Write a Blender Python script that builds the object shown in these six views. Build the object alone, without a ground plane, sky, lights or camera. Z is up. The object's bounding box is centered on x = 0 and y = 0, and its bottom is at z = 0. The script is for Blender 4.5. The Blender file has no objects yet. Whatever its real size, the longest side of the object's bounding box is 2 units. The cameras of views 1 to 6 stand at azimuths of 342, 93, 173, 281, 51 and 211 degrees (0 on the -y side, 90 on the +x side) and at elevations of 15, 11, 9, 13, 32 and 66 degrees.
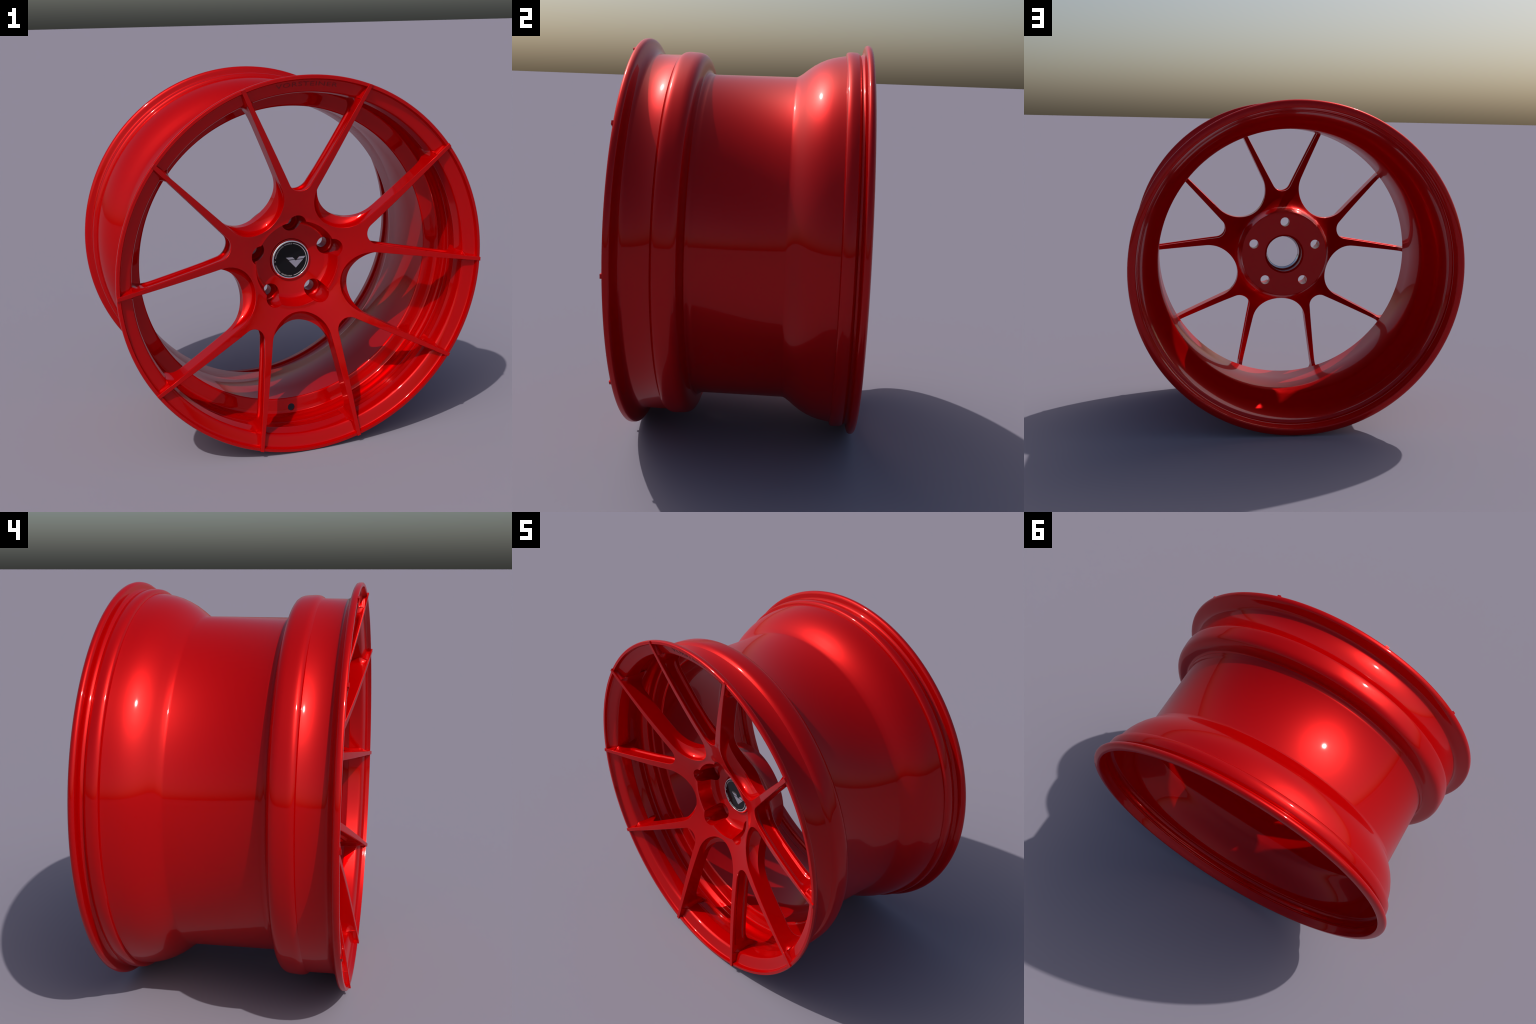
# Ten-spoke forged car wheel rim, red candy paint, chrome and black centre cap.
# The wheel axis is world Y (front face towards -Y), its centre at z = 1.
import bpy, bmesh, math
from mathutils import Matrix, Vector
from mathutils.geometry import delaunay_2d_cdt

AXIS_Z = 1.0
TAU = 2 * math.pi

# ------------------------------------------------------------------ materials
def principled(name, **inputs):
    m = bpy.data.materials.new(name)
    m.use_nodes = True
    b = m.node_tree.nodes["Principled BSDF"]
    for k, v in inputs.items():
        b.inputs[k.replace("_", " ")].default_value = v
    return m, b

def flake_paint(name, colour_a, colour_b, **inputs):
    """Candy paint: fine metal-flake grain mixes two very close reds."""
    m, b = principled(name, **inputs)
    nt = m.node_tree
    tc = nt.nodes.new("ShaderNodeTexCoord")
    noise = nt.nodes.new("ShaderNodeTexNoise")
    noise.inputs["Scale"].default_value = 900.0
    noise.inputs["Detail"].default_value = 1.0
    ramp = nt.nodes.new("ShaderNodeValToRGB")
    ramp.color_ramp.elements[0].position = 0.35
    ramp.color_ramp.elements[0].color = colour_a
    ramp.color_ramp.elements[1].position = 0.65
    ramp.color_ramp.elements[1].color = colour_b
    nt.links.new(tc.outputs["Object"], noise.inputs["Vector"])
    nt.links.new(noise.outputs["Fac"], ramp.inputs["Fac"])
    nt.links.new(ramp.outputs["Color"], b.inputs["Base Color"])
    return m

RED = flake_paint("candy_red_paint", (0.475, 0.0, 0.0, 1), (0.505, 0.0, 0.001, 1),
                  Metallic=0.42, Roughness=0.34, Coat_Weight=0.5, Coat_Roughness=0.055, Coat_IOR=1.5, Specular_IOR_Level=0.0)
ENGRAVE_SHADE = flake_paint("engraving_shade_red", (0.19, 0.0, 0.001, 1), (0.21, 0.0, 0.001, 1),
                      Metallic=0.3, Roughness=0.5)  # rim red darkened: shade of cut letters put into the colour
CHROME, _ = principled("chrome", Base_Color=(0.93, 0.93, 0.94, 1), Metallic=1.0, Roughness=0.10)
SATIN, _ = principled("satin_metal", Base_Color=(0.74, 0.74, 0.76, 1), Metallic=1.0, Roughness=0.08)
BLACK, _ = principled("black_lacquer", Base_Color=(0.005, 0.005, 0.006, 1), Roughness=0.08,
                      Specular_IOR_Level=0.22)
PRINT, _ = principled("white_print", Base_Color=(0.62, 0.60, 0.60, 1), Metallic=0.5, Roughness=0.35)

# ------------------------------------------------------------------ helpers
def link(obj, parent=None):
    bpy.context.scene.collection.objects.link(obj)
    if parent is not None:
        obj.parent = parent
    return obj

def mesh_object(name, verts, faces, mat, parent=None, angle=35.0):
    me = bpy.data.meshes.new(name)
    me.from_pydata([tuple(v) for v in verts], [], faces)
    bm = bmesh.new(); bm.from_mesh(me)
    bmesh.ops.remove_doubles(bm, verts=bm.verts, dist=1e-6)
    bmesh.ops.recalc_face_normals(bm, faces=bm.faces)
    bm.to_mesh(me); bm.free()
    me.materials.append(mat)
    obj = link(bpy.data.objects.new(name, me), parent)
    smooth(me, angle)
    return obj

def smooth(me, angle):
    me.shade_smooth()
    me.set_sharp_from_angle(angle=math.radians(angle))

def round_corners(pts, radius, closed=True, steps=5, sharp=()):
    """Replace every corner of a (y, r) polyline by a small quadratic arc."""
    out, n = [], len(pts)
    for i, p in enumerate(pts):
        if not closed and i in (0, n - 1):
            out.append(p); continue
        a, b, c = Vector(pts[i - 1]), Vector(p), Vector(pts[(i + 1) % n])
        d = min(radius, 0.45 * (a - b).length, 0.45 * (c - b).length)
        if (a - b).normalized().dot((c - b).normalized()) < -0.997:
            out.append(tuple(b)); continue
        s, e = b + (a - b).normalized() * d, b + (c - b).normalized() * d
        for k in range(steps + 1):
            t = k / steps
            out.append(tuple((1 - t) ** 2 * s + 2 * t * (1 - t) * b + t * t * e))
    return out

def revolve(profile, segments, closed=True):
    """Turn a (y, r) profile about the wheel axis."""
    n = len(profile)
    verts, faces, ring = [], [], []
    for y, r in profile:
        if r < 1e-6:
            verts.append((0, y, AXIS_Z)); ring.append([len(verts) - 1] * segments); continue
        idx = []
        for k in range(segments):
            a = TAU * k / segments
            verts.append((r * math.cos(a), y, AXIS_Z + r * math.sin(a))); idx.append(len(verts) - 1)
        ring.append(idx)
    for i in range(n if closed else n - 1):
        p, q = ring[i], ring[(i + 1) % n]
        for k in range(segments):
            f = [p[k], p[(k + 1) % segments], q[(k + 1) % segments], q[k]]
            f = [v for j, v in enumerate(f) if v not in f[:j]]
            if len(f) > 2:
                faces.append(f)
    return verts, faces

def lerp_table(table, x):
    if x <= table[0][0]:
        return table[0][1]
    for (x0, y0), (x1, y1) in zip(table, table[1:]):
        if x <= x1:
            return y0 + (y1 - y0) * (x - x0) / (x1 - x0)
    return table[-1][1]

def smoothstep(a, b, x):
    t = max(0.0, min(1.0, (x - a) / (b - a)))
    return t * t * (3 - 2 * t)

def boolean_cut(obj, cutter):
    mod = obj.modifiers.new("cut", 'BOOLEAN')
    mod.operation, mod.solver, mod.object = 'DIFFERENCE', 'EXACT', cutter
    dg = bpy.context.evaluated_depsgraph_get()
    new = bpy.data.meshes.new_from_object(obj.evaluated_get(dg))
    obj.modifiers.clear()
    old = obj.data; obj.data = new
    bpy.data.meshes.remove(old)
    bpy.data.objects.remove(cutter, do_unlink=True)

# ------------------------------------------------------------------ the wheel
wheel = link(bpy.data.objects.new("car_wheel_rim", None))
wheel.location = (0, 0, 0)
wheel["label"] = "glossy red ten-spoke deep-dish alloy car wheel rim"
wheel["category"] = "wheel rim"

# ---- rim: one turned profile, (y, radius); outside front to back, then inside back to front
# a third value of 1 marks a crisp edge; everywhere else the shading rolls over the point
OUTER = [(-0.566, 0.9815, 1), (-0.566, 0.9955, 1), (-0.5625, 0.9990), (-0.556, 1.0000), (-0.546, 0.9995), (-0.5385, 0.9965), (-0.5335, 0.9885),
         (-0.5295, 0.974), (-0.523, 0.953), (-0.514, 0.934), (-0.504, 0.9245), (-0.494, 0.9220), (-0.3780, 0.9238, 0, -0.36), (-0.3776, 0.9239, 1),
         (-0.3690, 0.9322, 0, -0.56), (-0.3610, 0.9366), (-0.3530, 0.9386),
         (-0.345, 0.9394), (-0.335, 0.9397), (-0.300, 0.9378), (-0.286, 0.9357), (-0.273, 0.9312), (-0.2630, 0.9240), (-0.2560, 0.9140),
         (-0.2510, 0.9000), (-0.2480, 0.8850), (-0.2460, 0.8690), (-0.2445, 0.8550), (-0.2425, 0.8450), (-0.2390, 0.8400, 1), (-0.2330, 0.8385), (-0.2290, 0.8355),
         (-0.2220, 0.8325), (-0.2130, 0.8307), (-0.204, 0.8300, 0, 0.28), (0.202, 0.8322, 0, -0.22),
         (0.215, 0.8380), (0.236, 0.8525), (0.259, 0.8710), (0.289, 0.8925), (0.320, 0.9098), (0.352, 0.9238),
         (0.383, 0.9332), (0.415, 0.9397), (0.4435, 0.9445, 1), (0.4465, 0.9570), (0.4525, 0.9630),
         (0.474, 0.9652), (0.500, 0.9632), (0.509, 0.9590), (0.5130, 0.9530), (0.5165, 0.9490, 1), (0.523, 0.9510),
         (0.530, 0.9560), (0.5335, 0.9680), (0.535, 0.9840), (0.539, 0.9945), (0.546, 0.9990), (0.554, 0.9998),
         (0.562, 0.9970), (0.5685, 0.9890), (0.5725, 0.9760), (0.574, 0.962)]
INNER = [(0.5735, 0.9560), (0.570, 0.9538), (0.548, 0.9500), (0.535, 0.9465), (0.526, 0.9428), (0.5185, 0.9412), (0.5120, 0.9428), (0.5060, 0.9500),
         (0.4990, 0.9555), (0.474, 0.9585), (0.458, 0.9568), (0.4515, 0.9515), (0.4480, 0.9425), (0.4440, 0.9390, 1),
         (0.432, 0.9385), (0.405, 0.9340), (0.370, 0.9255), (0.340, 0.9150), (0.310, 0.9005), (0.280, 0.8820), (0.252, 0.8605),
         (0.232, 0.8445), (0.214, 0.8325), (0.201, 0.8285, 0, 0.30), (-0.090, 0.8270, 0, 0.0), (-0.2385, 0.8245, 1),
         (-0.2450, 0.828), (-0.2475, 0.836), (-0.2490, 0.848), (-0.2505, 0.857), (-0.2525, 0.870), (-0.2550, 0.886),
         (-0.2585, 0.901), (-0.2640, 0.9085), (-0.272, 0.9100), (-0.292, 0.9105), (-0.300, 0.9135), (-0.311, 0.9225), (-0.325, 0.9310), (-0.345, 0.9345),
         (-0.362, 0.9315), (-0.376, 0.9245), (-0.390, 0.9195), (-0.410, 0.9165), (-0.428, 0.9125), (-0.4380, 0.9085), (-0.4430, 0.9070, 1), (-0.4480, 0.9070, 0, -0.22), (-0.4950, 0.9110, 0, -0.24), (-0.5060, 0.9125), (-0.5150, 0.9160),
         (-0.5230, 0.9225, 0, -0.88), (-0.5290, 0.9310, 0, -0.94), (-0.5415, 0.9670, 0, -0.95), (-0.5440, 0.9740), (-0.5475, 0.9772), (-0.5540, 0.9780)]
RIM = OUTER + INNER
v, f = revolve([p[:2] for p in RIM], 240)
rim = mesh_object("rim", v, f, RED, wheel, angle=180)

def rolled_normals(obj, prof):
    """Shading normals of a turned part: bisector at every profile point, blended along each flank."""
    n = len(prof)
    P = [Vector(p[:2]) for p in prof]
    crisp = [len(p) > 2 and p[2] for p in prof]
    seg = []
    for i in range(n):
        d = (P[(i + 1) % n] - P[i]).normalized()
        seg.append(Vector((-d.y, d.x)))              # (ny, nr), outwards for this winding
    pt = [(seg[i - 1] + seg[i]).normalized() for i in range(n)]
    for i, p in enumerate(prof):
        if len(p) > 3:                               # stated tilt of the shading along the axis
            pt[i] = Vector((p[3], math.copysign(math.sqrt(1 - p[3] ** 2), pt[i].y)))
    me = obj.data
    out = [None] * len(me.loops)
    for p in me.polygons:
        c = p.center
        rc = [math.hypot(me.vertices[i].co.x, me.vertices[i].co.z - AXIS_Z) for i in p.vertices]
        cen = Vector((sum(me.vertices[i].co.y for i in p.vertices) / len(rc), sum(rc) / len(rc)))
        fr = Vector((c.x, c.z - AXIS_Z)).normalized()
        fn = Vector((p.normal.y, p.normal.x * fr.x + p.normal.z * fr.y))
        best, bi, bt = 9, 0, 0
        for i in range(n):
            if fn.dot(seg[i]) < 0.8: continue
            d = P[(i + 1) % n] - P[i]
            t = max(0, min(1, (cen - P[i]).dot(d) / d.length_squared))
            q = (P[i] + d * t - cen).length
            if q < best: best, bi = q, i
        for li, vi in zip(p.loop_indices, p.vertices):
            co = me.vertices[vi].co
            rr = math.hypot(co.x, co.z - AXIS_Z)
            if best > 0.004:
                out[li] = p.normal.copy(); continue
            d = P[(bi + 1) % n] - P[bi]
            t = max(0, min(1, (Vector((co.y, rr)) - P[bi]).dot(d) / d.length_squared))
            a = seg[bi] if crisp[bi] else pt[bi]
            b = seg[bi] if crisp[(bi + 1) % n] else pt[(bi + 1) % n]
            m = a.lerp(b, t).normalized()
            out[li] = Vector((m.y * co.x / rr, m.x, m.y * (co.z - AXIS_Z) / rr))
    me.shade_smooth()
    me.normals_split_custom_set(out)

# valve hole drilled through the front wall of the drop centre, at the bottom
me = bpy.data.meshes.new("valve_cutter")
bm = bmesh.new()
bmesh.ops.create_cone(bm, cap_ends=True, segments=32, radius1=0.0205, radius2=0.0205, depth=0.075)
bmesh.ops.rotate(bm, verts=bm.verts, cent=(0, 0, 0),
                 matrix=Matrix.Rotation(math.pi / 2, 3, 'X'))
bmesh.ops.translate(bm, verts=bm.verts, vec=(0.0, -0.250, AXIS_Z - 0.878))
bm.to_mesh(me); bm.free()
boolean_cut(rim, link(bpy.data.objects.new("valve_cutter", me)))
rolled_normals(rim, RIM)

# ---- centre: hub and ten paired spokes, one surface, split into parts afterwards
FRONT_Y = [(0.0, -0.372), (0.25, -0.388), (0.30, -0.406), (0.40, -0.438), (0.50, -0.467), (0.60, -0.4925), (0.70, -0.5155),
           (0.80, -0.5365), (0.90, -0.5560), (1.0, -0.574)]
BACK_Y = [(0.0, -0.155), (0.2790, -0.155), (0.2825, -0.1570), (0.2860, -0.1780), (0.2910, -0.2080), (0.2960, -0.2300), (0.3020, -0.2460), (0.3100, -0.2590),
          (0.3200, -0.2710), (0.3350, -0.2850), (0.3550, -0.3000), (0.3800, -0.3150), (0.4100, -0.3325), (0.4400, -0.3465), (0.4800, -0.3610),
          (0.5200, -0.3755), (0.6000, -0.3960), (0.7000, -0.4180), (0.8000, -0.4380), (0.8400, -0.4420), (0.8650, -0.4340),
          (0.8820, -0.4180), (0.8950, -0.4000), (0.9050, -0.3880), (0.9140, -0.3780), (0.9155, -0.5000), (0.9260, -0.5160), (0.9500, -0.5280),
          (0.9745, -0.5375), (0.9790, -0.5400), (0.9985, -0.5480)]
front_y = lambda r: lerp_table(FRONT_Y, r)
back_y = lambda r: lerp_table(BACK_Y, r)

V_LINE = (0.1966, 0.532)       # spoke edge towards its twin:   t = a + b (s - 0.7)
W_LINE = (0.2324, 0.477)       # spoke edge towards the window: t = c + d (s - 0.7)
TIP_R = 0.9985
RUNG_R = [0.475, 0.50, 0.525, 0.55, 0.575, 0.60, 0.625, 0.65, 0.675, 0.70, 0.725, 0.75, 0.775, 0.80, 0.82, 0.835, 0.85, 0.862, 0.874,
          0.882, 0.890, 0.898, 0.905, 0.910, 0.914, 0.9155, 0.920, 0.926, 0.938, 0.950, 0.962, 0.9745, 0.979, 0.989, TIP_R]

def on_line(line, r):
    """Point of a spoke edge line at distance r from the axis, in pair coordinates (s, t)."""
    a, b = line[0] - 0.7 * line[1], line[1]
    A, B, C = 1 + b * b, 2 * a * b, a * a - r * r
    s = (-B + math.sqrt(B * B - 4 * A * C)) / (2 * A)
    return Vector((s, a + b * s))

def rounded_end(line, axis_deg, bottom, count, r_end):
    """Round arc centred on an axis of symmetry, tangent to the edge line, then the line up to r_end."""
    ca, sa = math.cos(math.radians(axis_deg)), math.sin(math.radians(axis_deg))
    axis = Vector((ca, sa))
    a, b = line[0] - 0.7 * line[1], line[1]
    nrm = Vector((-b, 1)).normalized()
    base = Vector((0, a))
    # centre c = axis*m with |dist to line| = m - bottom
    k0, k1 = -base.dot(nrm), axis.dot(nrm)
    sgn = 1 if (k0 + k1 * 0.6) > 0 else -1
    m = (sgn * k0 + bottom) / (1 - sgn * k1)
    R = m - bottom
    c = axis * m
    foot = c - nrm * (sgn * R)
    start = -axis
    ang = math.acos(max(-1, min(1, start.dot((foot - c) / R))))
    cr = start.x * (foot - c).y - start.y * (foot - c).x
    ang = ang if cr > 0 else -ang
    pts = []
    for i in range(count):
        q = ang * i / count
        pts.append(c + Vector((start.x * math.cos(q) - start.y * math.sin(q), start.x * math.sin(q) + start.y * math.cos(q))) * R)
    end = on_line(line, r_end)
    extra = 8
    for i in range(extra):
        pts.append(foot.lerp(end, i / extra))
    return pts

ARC_N = 16
v_arc = rounded_end(V_LINE, 0.0, 0.405, ARC_N, RUNG_R[0])
w_front = rounded_end(W_LINE, 36.0, 0.265, ARC_N + 6, 0.575)
w_back = rounded_end(W_LINE, 36.0, 0.3240, ARC_N + 6, 0.575)
r_w = [r for r in RUNG_R if r > 0.5751]

# half outline, ordered from the pair's axis (t = 0) along the V edge to the tip and back along the window edge
half = []        # (front point, back point, kind, rung index)
for p in v_arc:
    half.append((p, p, 'V', None))
for i, r in enumerate(RUNG_R):
    p = on_line(V_LINE, r); half.append((p, p, 'V', i))
for i in range(len(RUNG_R) - 1, -1, -1):
    if RUNG_R[i] > 0.574:
        p = on_line(W_LINE, RUNG_R[i]); half.append((p, p, 'W', i))
for pf, pb in zip(reversed(w_front), reversed(w_back)):
    half.append((pf, pb, 'W', None))

loop = []        # whole outline, five pairs, anticlockwise in the (x, z) plane seen from the front
for k in range(5):
    th = math.radians(90 + 72 * k)
    def place(p, flip):
        s, t = p.x, -p.y if flip else p.y
        return Vector((s * math.cos(th) - t * math.sin(th), s * math.sin(th) + t * math.cos(th)))
    seq = [(i, True) for i in range(len(half) - 2, -1, -1)] + [(i, False) for i in range(1, len(half))]
    for i, flip in seq:
        pf, pb, kind, rung = half[i]
        loop.append(dict(f=place(pf, flip), b=place(pb, flip), kind=kind, rung=rung, key=(k, flip)))
N = len(loop)
for i, e in enumerate(loop):
    for key in ("f", "b"):
        d = (loop[(i + 1) % N][key] - loop[i - 1][key])
        e["n" + key] = Vector((d.y, -d.x)).normalized()    # outward, away from the metal

# wall layers: fraction of depth; profile of the V groove; ledge of the window wall
LAYERS = [0.0, 0.012, 0.035, 0.06, 0.11, 0.16, 0.20, 0.24, 0.28, 0.32, 0.355, 0.385, 0.408, 0.422, 0.43, 0.50, 0.60, 0.70, 0.75, 0.79, 0.83, 0.88, 0.95, 0.985, 1.0]
CHAMFER = {0: 0.0028, 1: 0.0009, len(LAYERS) - 2: 0.0008, len(LAYERS) - 1: 0.0022}
def groove(fr):
    return smoothstep(0.17, 0.27, fr) * (1 - smoothstep(0.72, 0.82, fr))
def ledge(fr):
    if fr <= 0.11: return 0.0
    if fr >= 0.43: return 1.0
    return 1 - math.sqrt(max(0.0, 1 - ((fr - 0.11) / 0.32) ** 2))

verts, wall = [], []
for j, fr in enumerate(LAYERS):
    row = []
    for e in loop:
        r0 = e["f"].length
        yf = front_y(r0); yb = back_y(e["b"].length)
        g = ledge(fr)
        p = e["f"].lerp(e["b"], g)
        n = e["nf"].lerp(e["nb"], g).normalized()
        off = -CHAMFER.get(j, 0.0)
        if e["kind"] == 'V':
            off -= 0.0105 * groove(fr) * (1 - smoothstep(0.845, 0.868, r0))
        y = yf + (yb - yf) * fr
        # weld fillets where a spoke meets the dish
        if r0 > 0.86 and r0 < 0.9785:
            proud = smoothstep(-0.545, -0.505, y)
            off += 0.022 * proud * max(0.0, (r0 - 0.868) / 0.046) ** 2.2 if r0 < 0.9142 else 0.006 * smoothstep(-0.556, -0.538, y) + 0.016 * smoothstep(-0.535, -0.505, y) * (1 - smoothstep(0.914, 0.935, r0))
        q = p + n * off
        verts.append((q.x, y, AXIS_Z + q.y)); row.append(len(verts) - 1)
    wall.append(row)
faces = []
for j in range(len(LAYERS) - 1):
    for i in range(N):
        a, b = wall[j][i], wall[j][(i + 1) % N]
        c, d = wall[j + 1][(i + 1) % N], wall[j + 1][i]
        faces.append((a, b, c, d))

def cap(row, height, radii):
    """Fill one end of the centre: rungs across the spokes, rings of points over the hub."""
    pts = [Vector((verts[i][0], verts[i][2] - AXIS_Z)) for i in row]
    edges = [(i, (i + 1) % N) for i in range(N)]
    rungs = {}
    for i, e in enumerate(loop):
        if e["rung"] is not None:
            rungs.setdefault((e["key"], e["rung"]), []).append(i)
    for pair in rungs.values():
        if len(pair) == 2 and (pair[0] - pair[1]) % N not in (1, N - 1):
            edges.append(tuple(pair))
    inner = []
    poly = pts
    def inside(p):
        c = False
        for i in range(N):
            a, b = poly[i], poly[i - 1]
            if (a.y > p.y) != (b.y > p.y) and p.x < (b.x - a.x) * (p.y - a.y) / (b.y - a.y) + a.x:
                c = not c
        return c
    for r in radii:
        m = 150 if 0.27 < r < 0.34 and height is back_y else 5 * max(4, round(TAU * r / 0.014 / 5))
        for k in range(m):
            a = TAU * k / m
            p = Vector((r * math.cos(a), r * math.sin(a)))
            if not inside(p):
                continue
            if min((p - q).length_squared for q in pts) < 0.0055 ** 2:
                continue
            inner.append(p)
    co, _, tri, orig, _, _ = delaunay_2d_cdt(pts + inner, edges, [list(range(N))], 1, 1e-7)
    idx = []
    for k, p in enumerate(co):
        src = [o for o in orig[k] if o < N]
        if src:
            idx.append(row[src[0]])
        else:
            verts.append((p.x, height(p.length), AXIS_Z + p.y)); idx.append(len(verts) - 1)
    for t in tri:
        faces.append(tuple(idx[q] for q in t))

front_rings = [0.02 * k for k in range(1, 12)] + [0.24, 0.25, 0.26, 0.27, 0.285, 0.30, 0.315, 0.33, 0.345, 0.36, 0.375, 0.39, 0.405, 0.42, 0.44, 0.46]
back_rings = [0.10, 0.14, 0.18, 0.22, 0.255, 0.279, 0.2825, 0.286, 0.291, 0.296, 0.302, 0.310, 0.320, 0.3275, 0.335, 0.345, 0.355, 0.367,
              0.385, 0.40, 0.42, 0.44, 0.46]
cap(wall[0], front_y, front_rings)
cap(wall[-1], back_y, back_rings)
centre = mesh_object("wheel_centre", verts, faces, RED, wheel, angle=40)

# turned recess around the cap, and the bore behind it
recess = round_corners([(-0.70, 0.0), (-0.70, 0.250), (-0.395, 0.2365), (-0.378, 0.2315), (-0.335, 0.2230), (-0.300, 0.2145), (-0.2885, 0.1980),
                        (-0.2710, 0.1240), (-0.2695, 0.1135), (-0.2600, 0.1130), (-0.2600, 0.0)], 0.010, False, 6)
v, f = revolve(recess, 120, closed=False)
boolean_cut(centre, mesh_object("cutter", v, f, RED))
bore = [(-0.2612, 0.0), (-0.2612, 0.1185), (-0.1650, 0.1185), (-0.1530, 0.1320), (-0.10, 0.1320), (-0.10, 0.0)]
v, f = revolve(bore, 120, closed=False)
boolean_cut(centre, mesh_object("cutter", v, f, RED))
# five lug bores with a conical seat
LUG_R = 0.2145
lug = round_corners([(-0.60, 0.0), (-0.60, 0.0535), (-0.2450, 0.0525), (-0.2400, 0.0455), (-0.2200, 0.0298), (-0.10, 0.0298), (-0.10, 0.0)], 0.004, False, 3)
for k in range(5):
    a = math.radians(90 + 72 * k)
    v, f = revolve(lug, 48, closed=False)
    v = [(x + LUG_R * math.cos(a), y, z + LUG_R * math.sin(a)) for x, y, z in v]
    boolean_cut(centre, mesh_object("cutter", v, f, RED))
smooth(centre.data, 32)
mod = centre.modifiers.new("weighted", 'WEIGHTED_NORMAL')
mod.keep_sharp, mod.weight = True, 60
dg = bpy.context.evaluated_depsgraph_get()
weighted = bpy.data.meshes.new_from_object(centre.evaluated_get(dg))
centre.modifiers.clear()
centre.data = weighted

# split the finished surface into hub and spokes along the first rung, keeping its shading
def split_centre(obj):
    me = obj.data
    normals = [Vector(n.vector) for n in me.corner_normals]
    split = RUNG_R[0] - 1e-4
    groups = {}
    for p in me.polygons:
        co = [me.vertices[i].co for i in p.vertices]
        rr = [math.hypot(c.x, c.z - AXIS_Z) for c in co]
        cx = sum(c.x for c in co) / len(co); cz = sum(c.z for c in co) / len(co) - AXIS_Z
        ang = math.degrees(math.atan2(cz, cx))
        if min(rr) > split - 0.012 and math.hypot(cx, cz) > split:
            k = round((ang - 90) / 72) % 5
            d = (ang - 90 - 72 * k + 180) % 360 - 180
            key = (k, d > 0)
        else:
            key = None
        groups.setdefault(key, []).append(p.index)
    for key in sorted(groups, key=lambda q: (q is not None, str(q))):
        name = "hub" if key is None else "spoke"
        vmap, vs, fs, ns = {}, [], [], []
        for pi in groups[key]:
            p = me.polygons[pi]
            fs.append([vmap.setdefault(i, len(vmap)) for i in p.vertices])
            ns += [normals[l] for l in p.loop_indices]
        vs = [None] * len(vmap)
        for i, j in vmap.items():
            vs[j] = me.vertices[i].co.copy()
        m = bpy.data.meshes.new(name)
        m.from_pydata(vs, [], fs)
        m.materials.append(RED)
        m.shade_smooth()
        m.normals_split_custom_set(ns)
        link(bpy.data.objects.new(name, m), wheel)
    bpy.data.objects.remove(obj, do_unlink=True)
split_centre(centre)

# ------------------------------------------------------------------ centre cap
cap_root_profile = round_corners([(-0.2740, 0.0), (-0.2740, 0.1050), (-0.2480, 0.1090), (-0.2450, 0.1105), (-0.2450, 0.1126), (-0.2715, 0.1126), (-0.2765, 0.1115),
                                  (-0.2815, 0.1085), (-0.2840, 0.1045), (-0.2845, 0.1010), (-0.2840, 0.0992), (-0.2810, 0.0985), (-0.2810, 0.0)], 0.0025, False, 4)
v, f = revolve(cap_root_profile, 128, closed=False)
cap_obj = mesh_object("centre_cap", v, f, CHROME, wheel, angle=40)
v, f = revolve([(-0.2812, 0.0), (-0.2825, 0.0), (-0.2825, 0.0975), (-0.2812, 0.0984)], 128, closed=False)
disc = mesh_object("cap_disc", v, f, BLACK, cap_obj, angle=40)

def plate(name, outline, y_front, thick, mat, parent, bevel=0.0007):
    """Flat raised plate with a bevelled rim; outline in (x, z) about the axis."""
    n = len(outline)
    c = Vector((sum(p[0] for p in outline) / n, sum(p[1] for p in outline) / n))
    vs, fs = [], []
    for y, ins in ((y_front + thick, 0), (y_front + bevel, 0), (y_front, bevel)):
        for p in outline:
            d = (c - Vector(p)); q = Vector(p) + d.normalized() * ins
            vs.append((q.x, y, AXIS_Z + q.y))
    for l in (0, 1):
        for i in range(n):
            fs.append((l * n + i, l * n + (i + 1) % n, (l + 1) * n + (i + 1) % n, (l + 1) * n + i))
    fs.append(tuple(range(2 * n, 3 * n)))
    return mesh_object(name, vs, fs, mat, parent, angle=20)

EMBLEM_Y = -0.2862
plate("cap_emblem", [(-0.031, 0.0145), (0.009, 0.0137), (0.0213, 0.0015), (-0.0156, 0.0010)], EMBLEM_Y, 0.004, SATIN, cap_obj)
plate("cap_emblem", [(0.0467, 0.0142), (0.0847, 0.0145), (0.0723, 0.0006), (0.0343, 0.0014)], EMBLEM_Y, 0.004, SATIN, cap_obj)
plate("cap_emblem", [(-0.0146, -0.0032), (0.0200, -0.0012), (0.0276, -0.0062), (0.0345, -0.0020), (0.0700, -0.0034), (0.0270, -0.0475)], EMBLEM_Y, 0.004, SATIN, cap_obj)

def ring_strip(name, r0, r1, a0, a1, y0, y1, mat, parent, n=72):
    vs, fs = [], []
    for k in range(n + 1):
        a = math.radians(a0 + (a1 - a0) * k / n)
        for r, y in ((r0, y0), (r0, y1), (r1, y1), (r1, y0)):
            vs.append((r * math.cos(a), y, AXIS_Z + r * math.sin(a)))
    for k in range(n):
        for q in range(4):
            fs.append((4 * k + q, 4 * k + (q + 1) % 4, 4 * k + 4 + (q + 1) % 4, 4 * k + 4 + q))
    fs.append((0, 1, 2, 3)); fs.append(tuple(4 * n + q for q in (3, 2, 1, 0)))
    return mesh_object(name, vs, fs, mat, parent, angle=30)
ring_strip("cap_line", 0.0882, 0.0912, -80.5, 81.5, -0.2822, -0.2834, PRINT, cap_obj)

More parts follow.
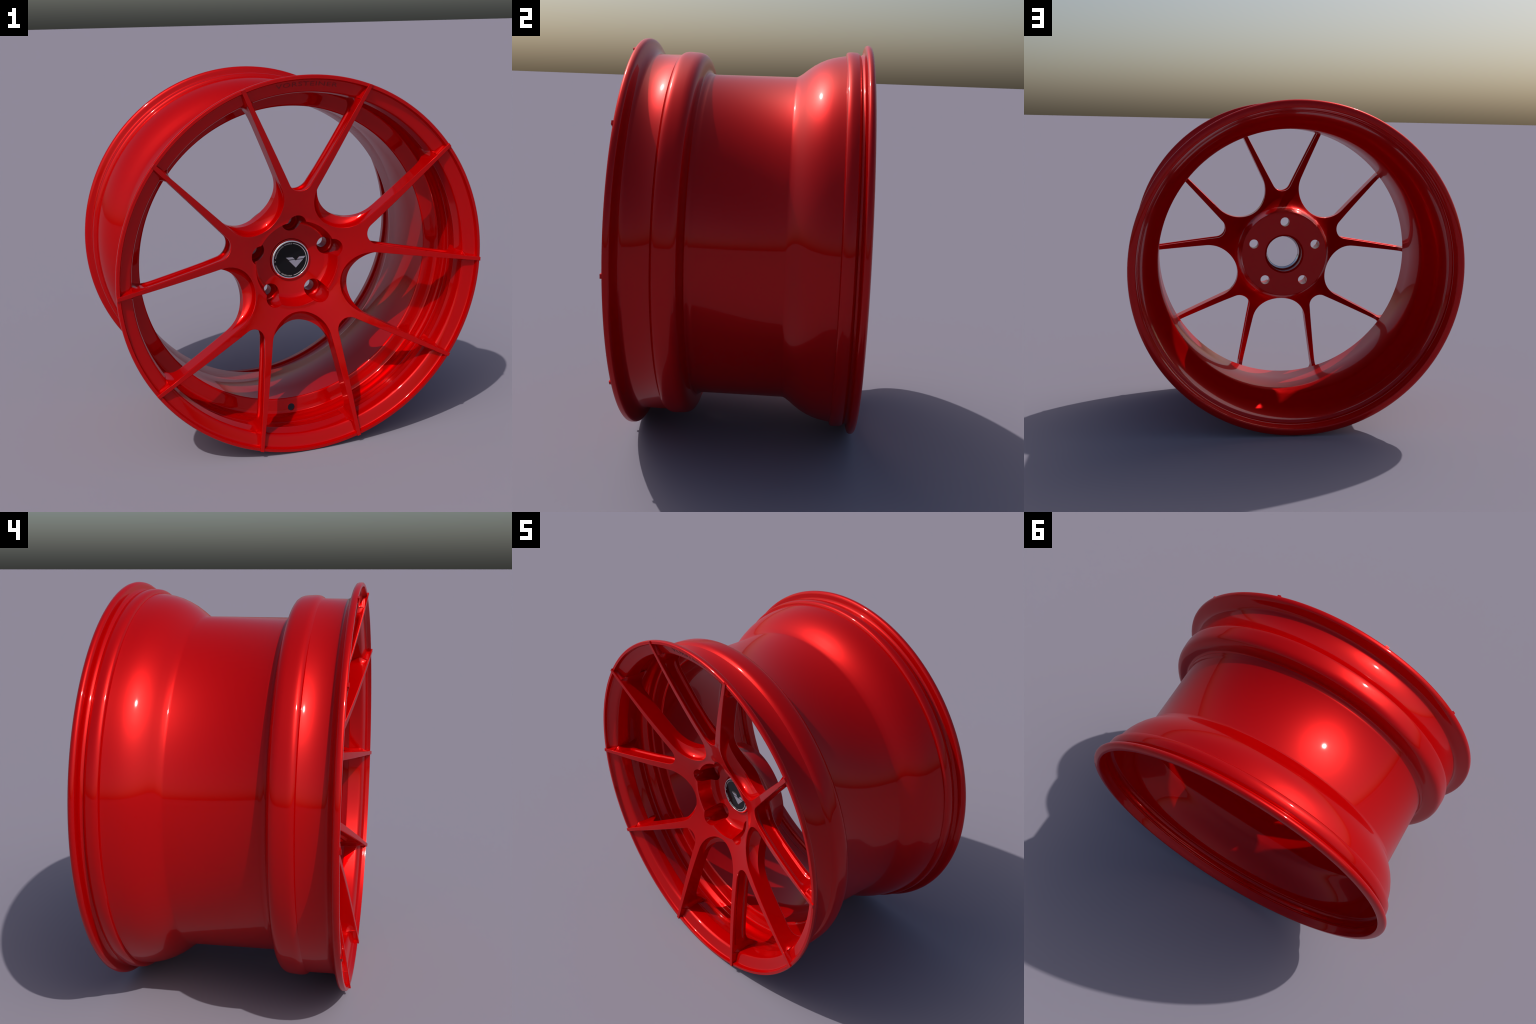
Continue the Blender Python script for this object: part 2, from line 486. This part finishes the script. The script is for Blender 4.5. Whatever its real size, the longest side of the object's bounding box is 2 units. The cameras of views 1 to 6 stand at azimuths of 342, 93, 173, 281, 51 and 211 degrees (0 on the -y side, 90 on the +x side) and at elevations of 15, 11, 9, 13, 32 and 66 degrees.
def arc_text(name, text, r_mid, height, a_start, a_end, mat, parent, surface, inward=False, thick=0.0012, stretch=None):
    """Letters of the built-in font laid along an arc; surface(r) gives the y of the face they sit on."""
    cu = bpy.data.curves.new(name, 'FONT')
    cu.body = text
    cu.size = 1.0
    cu.space_character = 1.08
    cu.resolution_u = 3
    cu.extrude = 0.5
    tmp = link(bpy.data.objects.new("text_source", cu))
    dg = bpy.context.evaluated_depsgraph_get()
    m = bpy.data.meshes.new_from_object(tmp.evaluated_get(dg))
    bpy.data.objects.remove(tmp, do_unlink=True)
    bm = bmesh.new(); bm.from_mesh(m)
    bmesh.ops.subdivide_edges(bm, edges=[e for e in bm.edges if e.calc_length() > 0.12 and abs(e.verts[0].co.z - e.verts[1].co.z) < 0.1], cuts=3)
    bm.to_mesh(m); bm.free()
    xs = [p.co.x for p in m.vertices]; ys = [p.co.y for p in m.vertices]
    x0, x1, y0, y1 = min(xs), max(xs), min(ys), max(ys)
    for p in m.vertices:
        u = (p.co.x - x0) / (x1 - x0)
        w = (p.co.y - y0) / (y1 - y0) - 0.5
        a = math.radians(a_start + (a_end - a_start) * u)
        r = r_mid + (-w if inward else w) * height
        y = surface(r) + (0.0006 if p.co.z < 0 else -thick)
        p.co = (r * math.cos(a), y, AXIS_Z + r * math.sin(a))
    m.materials.clear(); m.materials.append(mat)
    bm = bmesh.new(); bm.from_mesh(m); bmesh.ops.recalc_face_normals(bm, faces=bm.faces); bm.to_mesh(m); bm.free()
    o = link(bpy.data.objects.new(name, m), parent)
    o["kind"] = "stuff"
    return o
flat = lambda r: -0.2826
arc_text("cap_lettering", "PERFORMANCE", 0.0895, 0.0066, 171.5, 118.0, PRINT, cap_obj, flat)
arc_text("cap_lettering", "WHEELS", 0.0895, 0.0066, 115.0, 85.0, PRINT, cap_obj, flat)
arc_text("cap_lettering", "VORSTEINER", 0.0905, 0.0066, -86.0, -128.0, PRINT, cap_obj, flat)
arc_text("cap_lettering", "FORGED", 0.0905, 0.0066, -134.0, -164.5, PRINT, cap_obj, flat)
plate("cap_mark", [(-0.0955, 0.0050), (-0.0915, 0.0012), (-0.0868, -0.0022), (-0.0905, -0.0062), (-0.0940, -0.0102), (-0.0930, -0.0060), (-0.0912, -0.0026), (-0.0935, 0.0004)], -0.2838, 0.0014, PRINT, cap_obj, bevel=0.0002)

# maker's lettering, slightly raised on the lip's top; darker red imitates engraved shade
dish = lambda r: lerp_table([(0.9225, -0.5230), (0.9310, -0.5290), (0.9670, -0.5415), (0.9740, -0.5440)], r)
arc_text("lip_lettering", "VORSTEINER", 0.9555, 0.021, 99.5, 80.0, ENGRAVE_SHADE, rim, dish, thick=0.0008)
